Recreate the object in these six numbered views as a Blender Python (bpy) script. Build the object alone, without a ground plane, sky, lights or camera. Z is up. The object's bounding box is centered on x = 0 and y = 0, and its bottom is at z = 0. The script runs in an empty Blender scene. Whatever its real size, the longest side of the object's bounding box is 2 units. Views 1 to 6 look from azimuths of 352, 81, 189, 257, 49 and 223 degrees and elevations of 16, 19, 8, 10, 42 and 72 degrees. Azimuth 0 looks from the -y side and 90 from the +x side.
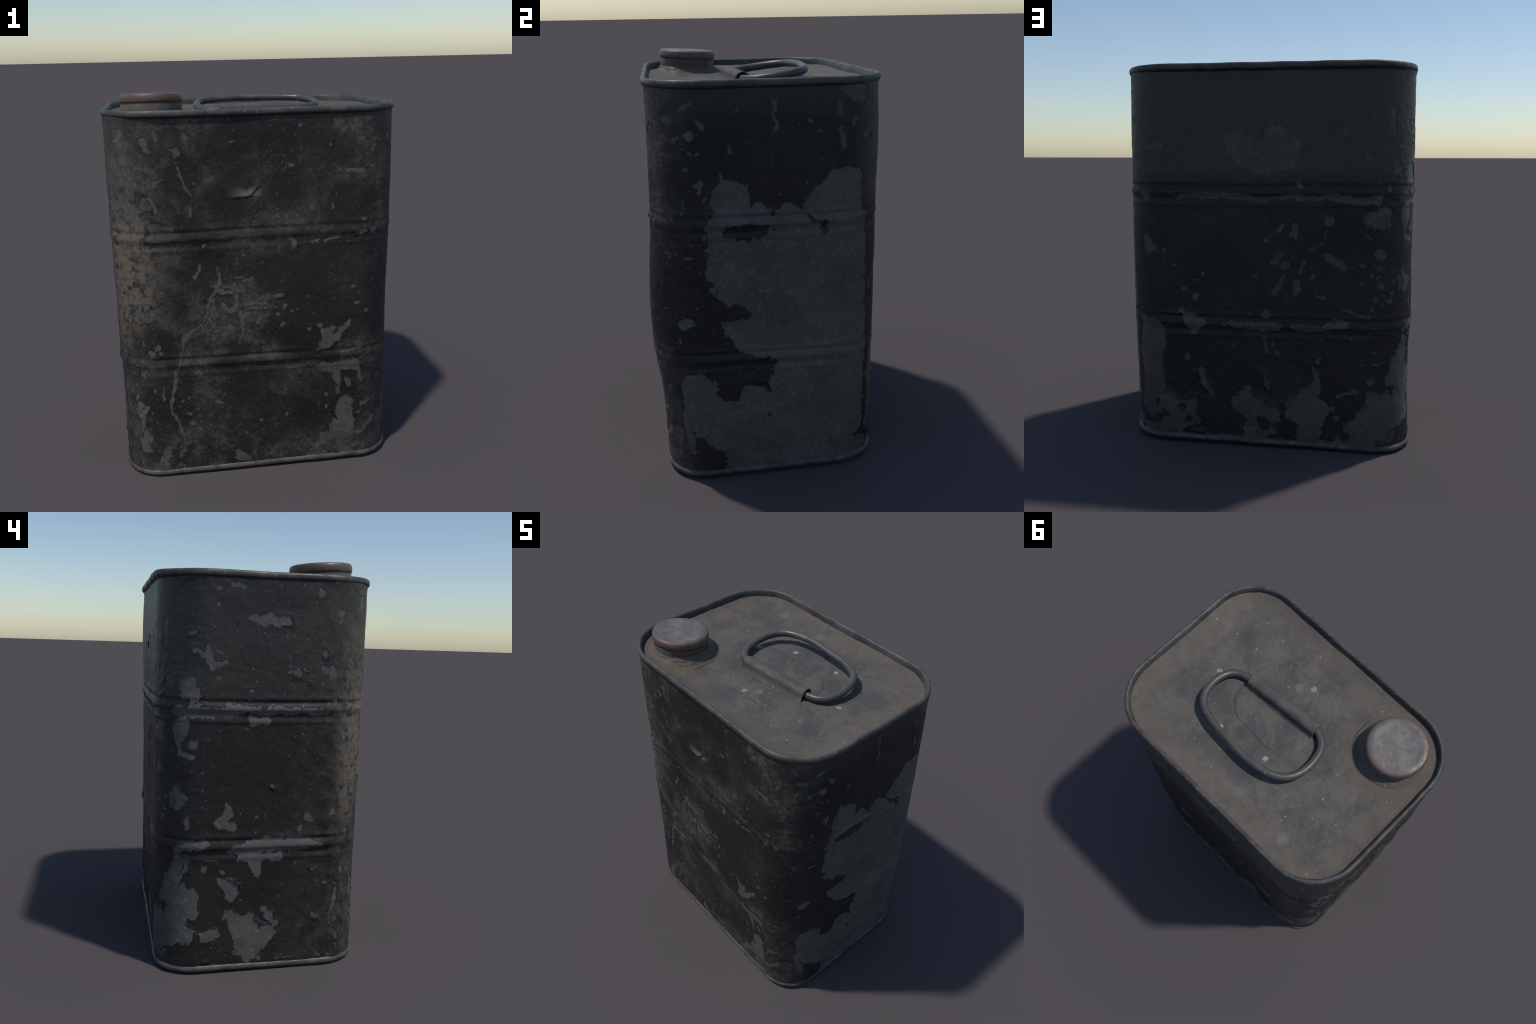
"""Old square sheet-metal oil can: bare primed body, a coat of black paint that
flakes off it, rolled rims, dished dusty lid, screw cap on a flared collar and a
wire bail handle held in a folded sleeve."""
import math
import bpy
import numpy as np
from mathutils import Vector

# ------------------------------------------------------------------ noise
_rng = np.random.default_rng(7)
_TAB = _rng.uniform(-1.0, 1.0, 65536)


def _hash(i, j, k):
    return _TAB[(i * 7919 + j * 104729 + k * 1299709) & 65535]


def noise2(u, v, period=0, seed=0):
    """Smooth lattice noise in about -1..1; repeats along u every `period` cells."""
    iu = np.floor(u).astype(np.int64)
    iv = np.floor(v).astype(np.int64)
    fu, fv = u - iu, v - iv
    fu = fu * fu * fu * (fu * (fu * 6 - 15) + 10)
    fv = fv * fv * fv * (fv * (fv * 6 - 15) + 10)
    i0, i1 = (iu % period, (iu + 1) % period) if period else (iu, iu + 1)
    a = _hash(i0, iv, seed) * (1 - fu) + _hash(i1, iv, seed) * fu
    b = _hash(i0, iv + 1, seed) * (1 - fu) + _hash(i1, iv + 1, seed) * fu
    return a * (1 - fv) + b * fv


# ------------------------------------------------------------------ body wall
HALF_X, HALF_Y, NOMINAL_R = 0.72, 0.52, 0.21
LEN_X, LEN_Y, ARC = 2 * (HALF_X - NOMINAL_R), 2 * (HALF_Y - NOMINAL_R), math.pi / 2 * NOMINAL_R
GIRTH = 2 * LEN_X + 2 * LEN_Y + 4 * ARC
# where each of the four walls and the four rounded corners starts along the girth
STARTS = np.cumsum([0, LEN_X, ARC, LEN_Y, ARC, LEN_X, ARC, LEN_Y])


def wall_noise(s, z, freq, seed):
    cells = max(1, int(round(GIRTH * freq)))
    return noise2(s / GIRTH * cells, z * freq, cells, seed)


# the battered can is not a clean prism: corner positions at several heights
LEVELS = [0.05, 0.30, 0.50, 0.70, 0.95, 1.25, 1.60, 1.86]
CORNERS = dict(
    front_left_x=[-.730, -.727, -.727, -.729, -.732, -.736, -.741, -.738],
    back_left_x=[-.737, -.726, -.726, -.735, -.732, -.734, -.732, -.733],
    front_right_x=[.713, .710, .706, .688, .689, .707, .718, .719],
    back_right_x=[.707, .711, .720, .730, .735, .733, .729, .726],
    front_left_y=[-.491, -.491, -.488, -.487, -.490, -.490, -.497, -.501],
    front_right_y=[-.505, -.515, -.530, -.555, -.553, -.531, -.514, -.509],
    back_left_y=[.543, .542, .540, .539, .539, .539, .536, .530],
    back_right_y=[.536, .539, .537, .534, .531, .534, .537, .534],
)


def smooth_curve(z, knots, values):
    """Catmull-Rom style curve through the knots."""
    x, y = np.asarray(knots), np.asarray(values)
    m = np.gradient(y, x)
    i = np.clip(np.searchsorted(x, z) - 1, 0, len(x) - 2)
    h = x[i + 1] - x[i]
    t = np.clip((z - x[i]) / h, 0, 1)
    return ((2 * t**3 - 3 * t**2 + 1) * y[i] + (t**3 - 2 * t**2 + t) * h * m[i]
            + (-2 * t**3 + 3 * t**2) * y[i + 1] + (t**3 - t**2) * h * m[i + 1])


def ridge(z, centre, up, down, height):
    d = z - centre
    return height * np.exp(-np.where(d > 0, d / up, d / down) ** 2)


def rib_profile(z, c):
    """A pressed swage: thin bead, groove, main bead, groove, thin bead."""
    return (ridge(z, c, .024, .013, .0088) + ridge(z, c + .050, .016, .010, .0032)
            + ridge(z, c - .060, .014, .008, .0022)
            - ridge(z, c + .034, .009, .009, .0025) - ridge(z, c - .034, .012, .012, .0022))


def dent(s, z, s0, z0, rs, rz, depth, slant=0.0):
    ds = (s - s0 + GIRTH / 2) % GIRTH - GIRTH / 2
    ds = ds + slant * (z - z0)
    return depth * np.exp(-(ds / rs) ** 2 - ((z - z0) / rz) ** 2)


RIB_HIGH, RIB_LOW = 1.303, 0.640


def section_point(s, z):
    """Position and outward direction of the plain wall at girth s, height z."""
    s = np.mod(s, GIRTH)
    seg = np.searchsorted(STARTS, s, side='right') - 1
    t = (s - STARTS[seg])
    r = np.interp(z, [0, 1.9], [.19, .24])
    hx, hy = HALF_X - r, HALF_Y - r
    fx = -hx + 2 * hx * (t / LEN_X)
    fy = -hy + 2 * hy * (t / LEN_Y)
    a = t / ARC * math.pi / 2
    ca, sa = np.cos(a), np.sin(a)
    X = np.choose(seg, [fx, hx + r * sa, HALF_X + 0 * t, hx + r * ca, -fx, -hx - r * sa, -HALF_X + 0 * t, -hx - r * ca])
    Y = np.choose(seg, [-HALF_Y + 0 * t, -hy - r * ca, fy, hy + r * sa, HALF_Y + 0 * t, hy + r * ca, -fy, -hy - r * sa])
    o, i = 0 * t, 1 + 0 * t
    NX = np.choose(seg, [o, sa, i, ca, o, -sa, -i, -ca])
    NY = np.choose(seg, [-i, -ca, o, sa, i, ca, o, -sa])
    c = {k: smooth_curve(z, LEVELS, v) for k, v in CORNERS.items()}
    u, v = X / HALF_X / 2 + .5, Y / HALF_Y / 2 + .5
    px = (1 - u) * ((1 - v) * c['front_left_x'] + v * c['back_left_x']) + u * ((1 - v) * c['front_right_x'] + v * c['back_right_x'])
    py = (1 - v) * ((1 - u) * c['front_left_y'] + u * c['front_right_y']) + v * ((1 - u) * c['back_left_y'] + u * c['back_right_y'])
    return px, py, NX, NY


def body_surface(s, z):
    """The displaced sheet-metal wall: ribs, seam, dents, buckles."""
    px, py, nx, ny = section_point(s, z)
    strength = 0.88 + 0.4 * wall_noise(s, z * 0 + 3, 2.5, 11)
    strength = strength * (1 - .45 * np.clip(4 * np.abs(nx * ny), 0, 1))
    strength = strength * (1 + .45 * wall_noise(s, z, 5.0, 17))
    sag = 0.006 * wall_noise(s, z * 0 + 5, 1.6, 12)
    d = strength * (rib_profile(z, RIB_HIGH + sag) + rib_profile(z, RIB_LOW + sag * .7))
    d = d + .0024 * wall_noise(s, z, 3.0, 13) + .0013 * wall_noise(s, z, 7.0, 14)
    d = d + .0006 * wall_noise(s, z, 26.0, 15) + .0003 * wall_noise(s, z, 60.0, 16)
    for args in DENTS:
        d = d + dent(s, z, *args)
    seam = (s - SEAM_S + GIRTH / 2) % GIRTH - GIRTH / 2
    d = d + .0035 * np.exp(-(seam / .012) ** 2) - .002 * np.exp(-((seam + .017) / .006) ** 2)
    fade = np.clip((z - .02) / .05, 0, 1) * np.clip((1.90 - z) / .04, 0, 1)
    d = d * fade
    return np.stack([px + nx * d, py + ny * d, z + 0 * s], -1)


SEAM_S = LEN_X + ARC + LEN_Y * 0.5 + 0.01
DENTS = [
    (LEN_X + ARC * .95, .40, .07, .17, -.016, .35),      # crease under the lower rib, front right corner
    (LEN_X + ARC * .45, .33, .05, .15, -.010, .1),
    (LEN_X + ARC + .20, .60, .10, .05, -.007, 0),
    (LEN_X + ARC + .17, 1.25, .09, .04, -.006, 0),
    (.35, 1.60, .20, .16, -.004, 0),
    (.80, .95, .28, .22, .004, 0),
    (.30, .35, .25, .18, -.004, 0),
    (LEN_X + 2 * ARC + LEN_Y + .45, 1.0, .35, .25, .004, 0),
]

# ---- where the paint has gone: strokes (girth, height, radius) on the unrolled wall
RIGHT_BARE = [
    [(1.47, 1.418, 0.0916), (1.47, 1.25, 0.1038), (1.494, 1.076, 0.1114), (1.542, 0.986, 0.0962)],
    [(1.596, 1.316, 0.0793), (1.62, 1.1, 0.0815), (1.626, 0.95, 0.083)],
    [(1.764, 1.292, 0.0936), (1.824, 1.088, 0.1509), (1.83, 0.782, 0.1642), (1.812, 0.458, 0.172), (1.776, 0.146, 0.1571)],
    [(1.902, 1.382, 0.0803), (1.998, 1.466, 0.0832), (2.01, 1.22, 0.0988), (2.01, 0.764, 0.1129), (1.992, 0.26, 0.1218)],
    [(1.32, 0.5, 0.0881), (1.344, 0.35, 0.1128), (1.494, 0.272, 0.1522), (1.602, 0.134, 0.125)],
    [(1.56, 0.83, 0.1053), (1.596, 0.734, 0.0998)],
    [(1.584, 0.41, 0.0896)],
    [(1.986, 0.08, 0.1125), (1.92, 0.02, 0.0582), (2.082, 0.092, 0.0567)],
    [(1.458, 0.068, 0.0393), (1.686, 0.032, 0.0637), (1.89, 0.026, 0.0644)],
    [(2.052, 1.856, 0.0504), (2.082, 1.814, 0.0201)],
    [(2.022, 1.88, 0.0395)],
    [(1.2, 1.754, 0.0182)],
    [(1.296, 1.7, 0.0179)],
    [(1.326, 1.754, 0.0102), (1.344, 1.718, 0.0102)],
    [(1.296, 1.628, 0.0103)],
    [(1.236, 1.682, 0.0129)],
    [(1.278, 1.544, 0.0117)],
    [(1.332, 1.49, 0.0169)],
    [(2.106, 1.67, 0.0163)],
    [(1.878, 1.706, 0.0092)],
    [(1.974, 1.808, 0.0092), (1.98, 1.76, 0.0118)],
    [(1.974, 1.7, 0.0105), (2.004, 1.634, 0.012)],
    [(1.668, 1.832, 0.0115), (1.68, 1.712, 0.0103)],
    [(1.302, 0.842, 0.0308)],
    [(1.236, 1.172, 0.0135)],
    [(1.206, 1.154, 0.0109)],
    [(1.218, 1.34, 0.0093)],
    [(1.35, 0.92, 0.0097)],
    [(1.122, 1.046, 0.0071)],
    [(1.188, 0.896, 0.0085)],
]
RIGHT_ISLANDS = [
    [(1.476, 1.274, 0.0239), (1.548, 1.268, 0.0373), (1.614, 1.268, 0.0334)],
    [(1.518, 0.896, 0.0306), (1.47, 0.854, 0.021), (1.56, 0.872, 0.0209)],
    [(1.47, 0.656, 0.0373), (1.536, 0.626, 0.0521), (1.626, 0.59, 0.0495), (1.482, 0.548, 0.0554), (1.434, 0.464, 0.0383)],
    [(1.668, 0.608, 0.0204)],
    [(2.106, 1.496, 0.0219), (2.106, 1.358, 0.0249)],
    [(2.13, 1.208, 0.0197)],
    [(2.148, 0.884, 0.0088), (2.136, 0.764, 0.0089)],
    [(1.218, 0.62, 0.0321), (1.206, 0.494, 0.0326), (1.194, 0.386, 0.0302), (1.158, 0.236, 0.028), (1.17, 0.14, 0.0283)],
    [(1.26, 0.098, 0.0313), (1.344, 0.092, 0.0438), (1.398, 0.068, 0.0235)],
]
LEFT_BARE = [
    [(3.744, 1.862, 0.0117), (3.792, 1.856, 0.0117)],
    [(3.678, 1.838, 0.0129)],
    [(3.684, 1.76, 0.0129)],
    [(3.846, 1.712, 0.0104), (3.948, 1.712, 0.0315), (4.05, 1.694, 0.0185)],
    [(3.594, 1.562, 0.0155), (3.636, 1.544, 0.0154), (3.672, 1.496, 0.0232), (3.726, 1.514, 0.0103)],
    [(3.642, 1.592, 0.0077), (3.654, 1.538, 0.0129)],
    [(3.696, 1.562, 0.0103)],
    [(4.2, 1.838, 0.0241)],
    [(4.182, 1.79, 0.008)],
    [(4.236, 1.802, 0.0081)],
    [(4.314, 1.754, 0.0149)],
    [(4.242, 1.568, 0.0187)],
    [(4.056, 1.478, 0.0132), (4.104, 1.478, 0.0172)],
    [(4.14, 1.49, 0.0159)],
    [(4.164, 1.442, 0.0133)],
    [(4.236, 1.502, 0.0187), (4.266, 1.49, 0.0134)],
    [(4.236, 1.43, 0.0134)],
    [(3.864, 1.49, 0.0078)],
    [(3.87, 1.388, 0.0104)],
    [(3.864, 1.346, 0.0065)],
    [(3.432, 1.67, 0.0239), (3.438, 1.592, 0.0238)],
    [(3.57, 1.43, 0.0362), (3.558, 1.382, 0.0388), (3.588, 1.346, 0.0258)],
    [(3.51, 1.286, 0.0287), (3.588, 1.292, 0.0323), (3.66, 1.286, 0.0284), (3.756, 1.298, 0.0285), (3.87, 1.292, 0.0209), (3.996, 1.298, 0.021), (4.11, 1.292, 0.0186), (4.26, 1.298, 0.0134)],
    [(3.87, 1.25, 0.0288), (3.864, 1.226, 0.0131), (3.96, 1.256, 0.0158)],
    [(3.546, 1.238, 0.0364), (3.54, 1.184, 0.0235), (3.546, 1.154, 0.013)],
    [(3.6, 1.136, 0.0182)],
    [(3.528, 1.094, 0.0105), (3.588, 1.082, 0.017)],
    [(3.408, 1.184, 0.0242), (3.42, 1.142, 0.0188)],
    [(3.408, 0.998, 0.0122)],
    [(3.402, 0.926, 0.0082)],
    [(3.51, 0.932, 0.0106), (3.54, 0.884, 0.0318), (3.534, 0.836, 0.0199)],
    [(3.576, 0.794, 0.008), (3.57, 0.734, 0.0133)],
    [(3.762, 0.848, 0.0093), (3.762, 0.788, 0.024), (3.726, 0.752, 0.02), (3.798, 0.734, 0.0215)],
    [(3.918, 0.782, 0.0108)],
    [(3.912, 0.71, 0.0095)],
    [(3.99, 0.926, 0.0134)],
    [(4.182, 0.776, 0.0248)],
    [(4.14, 0.716, 0.0124)],
    [(3.834, 0.8, 0.008)],
    [(3.786, 0.614, 0.0136), (3.852, 0.626, 0.0272), (3.966, 0.638, 0.041), (4.08, 0.65, 0.0413), (4.188, 0.644, 0.0278), (4.242, 0.626, 0.0112)],
    [(3.906, 0.566, 0.0522), (3.93, 0.5, 0.0208)],
    [(3.846, 0.584, 0.0191), (4.026, 0.578, 0.0249)],
    [(3.534, 0.632, 0.0243), (3.612, 0.644, 0.0295), (3.678, 0.656, 0.0161)],
    [(3.54, 0.566, 0.034), (3.498, 0.434, 0.0624), (3.564, 0.368, 0.0831), (3.54, 0.242, 0.0985), (3.504, 0.164, 0.0428)],
    [(3.75, 0.47, 0.0192), (3.792, 0.446, 0.0345), (3.804, 0.392, 0.0208), (3.834, 0.428, 0.0166)],
    [(3.762, 0.512, 0.0137)],
    [(3.678, 0.572, 0.0081), (3.726, 0.566, 0.0082)],
    [(3.816, 0.278, 0.0422), (3.87, 0.23, 0.0709), (3.9, 0.14, 0.0861), (3.888, 0.086, 0.0433)],
    [(3.966, 0.194, 0.0501)],
    [(3.72, 0.2, 0.0353), (3.684, 0.188, 0.0282)],
    [(3.96, 0.32, 0.017), (3.99, 0.266, 0.0256), (4.026, 0.242, 0.0143)],
    [(4.338, 0.392, 0.013), (4.314, 0.302, 0.0131)],
    [(4.23, 0.26, 0.0145)],
    [(4.296, 0.218, 0.0132)],
    [(4.2, 0.518, 0.0127)],
]
LEFT_ISLANDS = [
    [(3.612, 0.26, 0.0196), (3.684, 0.254, 0.0308), (3.72, 0.314, 0.0363)],
    [(3.468, 0.104, 0.0231), (3.6, 0.116, 0.0313), (3.696, 0.128, 0.0398), (3.78, 0.11, 0.0315)],
    [(3.804, 0.584, 0.0191)],
]
BACK_BARE = [
    [(2.664, 1.544, 0.0535), (2.73, 1.502, 0.0733), (2.814, 1.46, 0.0689), (2.922, 1.49, 0.0791), (2.976, 1.556, 0.0606), (2.868, 1.568, 0.0529), (2.814, 1.514, 0.0729)],
    [(2.214, 1.52, 0.0195), (2.28, 1.526, 0.0248)],
    [(2.52, 1.538, 0.0108)],
    [(3.168, 1.652, 0.0144)],
    [(3.234, 1.616, 0.0183), (3.234, 1.58, 0.0157)],
    [(3.336, 1.472, 0.0157)],
    [(3.102, 1.532, 0.0092)],
    [(3.444, 1.682, 0.0185), (3.426, 1.604, 0.0237)],
    [(3.468, 1.436, 0.0265), (3.456, 1.4, 0.0185)],
    [(2.208, 1.28, 0.0252)],
    [(2.382, 1.274, 0.011), (2.538, 1.286, 0.0135), (2.73, 1.274, 0.016), (2.946, 1.274, 0.0105), (3.162, 1.286, 0.0131), (3.264, 1.274, 0.0262), (3.378, 1.28, 0.021)],
    [(3.138, 1.16, 0.0237)],
    [(3.354, 1.184, 0.0367), (3.402, 1.208, 0.0368), (3.396, 1.142, 0.0263)],
    [(2.976, 1.136, 0.0185), (2.97, 1.094, 0.0185)],
    [(2.838, 1.064, 0.0093)],
    [(2.856, 1.1, 0.0053), (2.844, 1.058, 0.0067)],
    [(3.132, 1.124, 0.0039), (3.114, 1.064, 0.004), (3.048, 1.016, 0.004)],
    [(2.91, 0.992, 0.016), (2.874, 0.962, 0.0214)],
    [(2.934, 0.95, 0.0213)],
    [(3.024, 0.962, 0.008), (3.006, 0.92, 0.0107)],
    [(2.994, 0.866, 0.0187), (2.982, 0.812, 0.0134)],
    [(3.144, 0.986, 0.0159), (3.192, 0.962, 0.0238), (3.21, 0.932, 0.0133)],
    [(3.3, 0.95, 0.0119)],
    [(3.252, 0.932, 0.0079)],
    [(3.384, 0.998, 0.0225)],
    [(3.378, 0.938, 0.0093)],
    [(3.372, 0.902, 0.0093)],
    [(3.384, 0.86, 0.012)],
    [(3.396, 0.812, 0.0067)],
    [(3.492, 0.896, 0.0189), (3.498, 0.848, 0.019)],
    [(2.772, 0.89, 0.0094)],
    [(2.52, 0.89, 0.011)],
    [(2.418, 0.824, 0.0111)],
    [(2.472, 0.776, 0.018)],
    [(2.496, 0.956, 0.0068)],
    [(2.322, 0.968, 0.0097)],
    [(2.22, 1.07, 0.014), (2.232, 1.01, 0.0281)],
    [(3.066, 0.794, 0.0067), (3.114, 0.782, 0.008)],
    [(3.204, 0.74, 0.004), (3.258, 0.722, 0.0067), (3.312, 0.692, 0.004)],
    [(3.336, 0.74, 0.0067)],
    [(2.832, 0.698, 0.019)],
    [(2.178, 0.65, 0.0216)],
    [(2.4, 0.698, 0.0168), (2.454, 0.656, 0.0419), (2.496, 0.65, 0.025), (2.46, 0.59, 0.014)],
    [(2.622, 0.638, 0.011), (2.754, 0.626, 0.0206), (2.892, 0.632, 0.0204)],
    [(2.958, 0.638, 0.0136), (3.078, 0.632, 0.0189), (3.21, 0.65, 0.0201)],
    [(3.156, 0.68, 0.0161), (3.222, 0.662, 0.0134)],
    [(2.232, 0.572, 0.0861), (2.208, 0.452, 0.0799), (2.226, 0.338, 0.073), (2.214, 0.206, 0.074)],
    [(2.316, 0.218, 0.0585), (2.412, 0.152, 0.0525), (2.454, 0.224, 0.0202)],
    [(2.424, 0.122, 0.0439), (2.31, 0.086, 0.0444), (2.184, 0.05, 0.0378)],
    [(2.82, 0.572, 0.0137), (2.826, 0.5, 0.011)],
    [(2.88, 0.494, 0.0138)],
    [(2.418, 0.458, 0.0142)],
    [(3.096, 0.572, 0.0109)],
    [(3.246, 0.578, 0.0081)],
    [(2.496, 0.386, 0.0199), (2.52, 0.314, 0.02), (2.556, 0.266, 0.01)],
    [(2.808, 0.404, 0.007), (2.826, 0.35, 0.0112), (2.838, 0.314, 0.014)],
    [(2.73, 0.296, 0.0254), (2.706, 0.224, 0.0541), (2.76, 0.188, 0.0712), (2.832, 0.176, 0.0497), (2.742, 0.098, 0.0503), (2.838, 0.092, 0.0286)],
    [(3.048, 0.44, 0.011), (3.072, 0.374, 0.0248), (3.06, 0.302, 0.0347), (3.024, 0.248, 0.0629), (2.964, 0.2, 0.0633), (3.06, 0.218, 0.063), (3.042, 0.134, 0.0565), (3.012, 0.074, 0.0427)],
    [(3.078, 0.458, 0.0192)],
    [(3.522, 0.47, 0.0349), (3.48, 0.404, 0.0556), (3.432, 0.374, 0.0277)],
    [(3.354, 0.278, 0.0416), (3.414, 0.236, 0.0699), (3.336, 0.194, 0.042), (3.24, 0.134, 0.0394), (3.294, 0.104, 0.0565), (3.426, 0.134, 0.0708), (3.504, 0.236, 0.0425)],
    [(3.342, 0.368, 0.0192)],
    [(3.18, 0.296, 0.0111), (3.27, 0.314, 0.0097)],
    [(3.144, 0.224, 0.0098)],
    [(3.162, 0.176, 0.0126)],
    [(2.52, 0.032, 0.0176), (2.796, 0.038, 0.0173), (3.132, 0.038, 0.0143), (3.33, 0.05, 0.0256)],
    [(3.51, 1.232, 0.0134), (3.522, 1.178, 0.0162), (3.54, 1.094, 0.0136)],
]
BACK_ISLANDS = [
    [(2.772, 1.586, 0.016)],
    [(2.802, 0.134, 0.0314)],
    [(2.928, 0.116, 0.0398)],
    [(2.256, 0.212, 0.0206)],
    [(3.528, 0.128, 0.023), (3.444, 0.104, 0.0171)],
    [(2.424, 0.122, 0.0175)],
    [(2.388, 0.2, 0.0146)],
]
FRONT_BARE = [
    [(4.446, 1.826, 0.0166), (4.428, 1.79, 0.0195)],
    [(0, 1.586, 0.0164)],
    [(0.018, 1.592, 0.0055), (0.036, 1.604, 0.0055)],
    [(4.578, 1.52, 0.011), (0, 1.442, 0.011)],
    [(0.096, 1.718, 0.019), (0.12, 1.73, 0.0136), (0.066, 1.742, 0.0081)],
    [(0.096, 1.682, 0.0055), (0.126, 1.604, 0.0055), (0.162, 1.544, 0.0069), (0.18, 1.52, 0.0055)],
    [(0.168, 1.544, 0.0082)],
    [(0.162, 1.466, 0.0055), (0.162, 1.418, 0.0055)],
    [(0.252, 1.592, 0.0082)],
    [(0.966, 1.61, 0.0085), (1.05, 1.61, 0.01)],
    [(1.104, 1.736, 0.0143), (1.074, 1.688, 0.0114)],
    [(1.194, 1.754, 0.0117)],
    [(0.888, 1.748, 0.0112)],
    [(0.492, 1.466, 0.0069)],
    [(0.606, 1.442, 0.007)],
    [(0.696, 1.592, 0.0056)],
    [(0.78, 1.628, 0.007)],
    [(0.918, 1.49, 0.0057)],
    [(0.996, 1.43, 0.0072)],
    [(0.66, 1.286, 0.0113), (0.702, 1.274, 0.0099), (0.69, 1.25, 0.0113)],
    [(0.858, 1.262, 0.0086), (0.924, 1.274, 0.0101)],
    [(1.02, 1.292, 0.0116), (1.05, 1.304, 0.0101)],
    [(1.104, 1.298, 0.0175)],
    [(4.5, 1.25, 0.0085)],
    [(4.482, 1.1, 0.0115)],
    [(4.446, 0.986, 0.0117)],
    [(4.584, 0.746, 0.0147)],
    [(4.554, 0.716, 0.0177)],
    [(4.464, 0.416, 0.0155), (4.482, 0.338, 0.0187)],
    [(4.482, 0.236, 0.0316), (4.488, 0.17, 0.0287), (4.524, 0.158, 0.0159)],
    [(0.012, 0.14, 0.027), (0.006, 0.086, 0.0224)],
    [(0.24, 0.278, 0.0078)],
    [(0.294, 0.26, 0.0078)],
    [(0.204, 0.158, 0.0095)],
    [(0.3, 0.176, 0.0079)],
    [(0.498, 0.29, 0.011)],
    [(0.384, 0.206, 0.0079)],
    [(1.014, 1.016, 0.0117)],
    [(1.02, 0.932, 0.0089)],
    [(1.068, 0.884, 0.0104)],
    [(0.768, 0.98, 0.0073)],
    [(0.894, 1.136, 0.0072)],
    [(0.612, 0.896, 0.0087)],
    [(0.636, 0.842, 0.0088)],
    [(0.822, 0.83, 0.0192)],
    [(0.774, 0.806, 0.0103)],
    [(0.864, 0.776, 0.0387), (0.894, 0.806, 0.0208), (0.846, 0.722, 0.0329), (0.948, 0.788, 0.0209), (0.984, 0.836, 0.0119)],
    [(0.84, 0.584, 0.0213), (0.918, 0.578, 0.0306), (1.014, 0.596, 0.0277)],
    [(0.912, 0.572, 0.0215), (0.912, 0.428, 0.0141)],
    [(1.02, 0.56, 0.0139), (1.044, 0.476, 0.0094)],
    [(0.96, 0.494, 0.0109), (0.972, 0.458, 0.011)],
    [(0.942, 0.356, 0.0444), (0.936, 0.32, 0.0414), (0.972, 0.248, 0.0354), (0.924, 0.188, 0.068), (0.864, 0.152, 0.0422), (0.798, 0.098, 0.0195)],
    [(0.924, 0.092, 0.0426), (0.972, 0.05, 0.0265)],
    [(1.038, 0.338, 0.0128), (1.092, 0.362, 0.008)],
    [(1.116, 0.242, 0.0196), (1.056, 0.182, 0.0196), (1.02, 0.17, 0.0147)],
    [(1.026, 0.284, 0.0097)],
    [(1.158, 0.494, 0.0223), (1.23, 0.338, 0.0296), (1.266, 0.158, 0.0237)],
    [(0.816, 0.68, 0.0135), (0.846, 0.698, 0.012)],
    [(0.936, 0.662, 0.0091), (1.044, 0.692, 0.0121)],
]
FRONT_MARKS = [
    [(0.336, 1.052, 0.0082), (0.39, 1.064, 0.0095)],
    [(0.33, 1.052, 0.0095), (0.324, 1.022, 0.0108)],
    [(0.33, 1.022, 0.0114), (0.366, 1.028, 0.0111), (0.396, 1.01, 0.0121), (0.402, 0.968, 0.0111), (0.39, 0.938, 0.0128), (0.36, 0.92, 0.0121), (0.336, 0.938, 0.0121), (0.324, 0.968, 0.0111)],
    [(0.39, 1.1, 0.0063), (0.426, 1.1, 0.0079)],
    [(0.432, 1.082, 0.0057), (0.48, 1.088, 0.0069)],
    [(0.468, 1.058, 0.0082)],
    [(0.462, 1.028, 0.0063)],
    [(0.444, 0.932, 0.0048), (0.486, 0.938, 0.0121), (0.51, 0.938, 0.0112)],
    [(0.414, 0.914, 0.0122), (0.42, 0.896, 0.0135), (0.462, 0.908, 0.0096)],
    [(0.426, 0.878, 0.0112), (0.426, 0.854, 0.009), (0.432, 0.824, 0.0048), (0.426, 0.794, 0.0052), (0.408, 0.758, 0.0059), (0.408, 0.746, 0.0065)],
    [(0.552, 0.932, 0.0154), (0.546, 0.938, 0.0115)],
    [(0.594, 0.992, 0.0121), (0.63, 0.998, 0.0153)],
    [(0.6, 0.938, 0.0112)],
    [(0.648, 0.944, 0.0122), (0.642, 0.926, 0.008)],
    [(0.564, 0.968, 0.0115)],
    [(0.516, 0.884, 0.009), (0.504, 0.854, 0.0081)],
    [(0.612, 0.896, 0.0106)],
    [(0.636, 0.842, 0.0091)],
    [(0.678, 0.902, 0.0048), (0.69, 0.908, 0.0064)],
    [(0.714, 0.914, 0.0064)],
    [(0.768, 0.98, 0.0071)],
    [(0.624, 0.77, 0.0046)],
    [(0.774, 0.806, 0.0118)],
    [(0.36, 0.836, 0.0148), (0.378, 0.83, 0.0113)],
    [(0.348, 0.818, 0.0039), (0.33, 0.812, 0.0026)],
]
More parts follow.
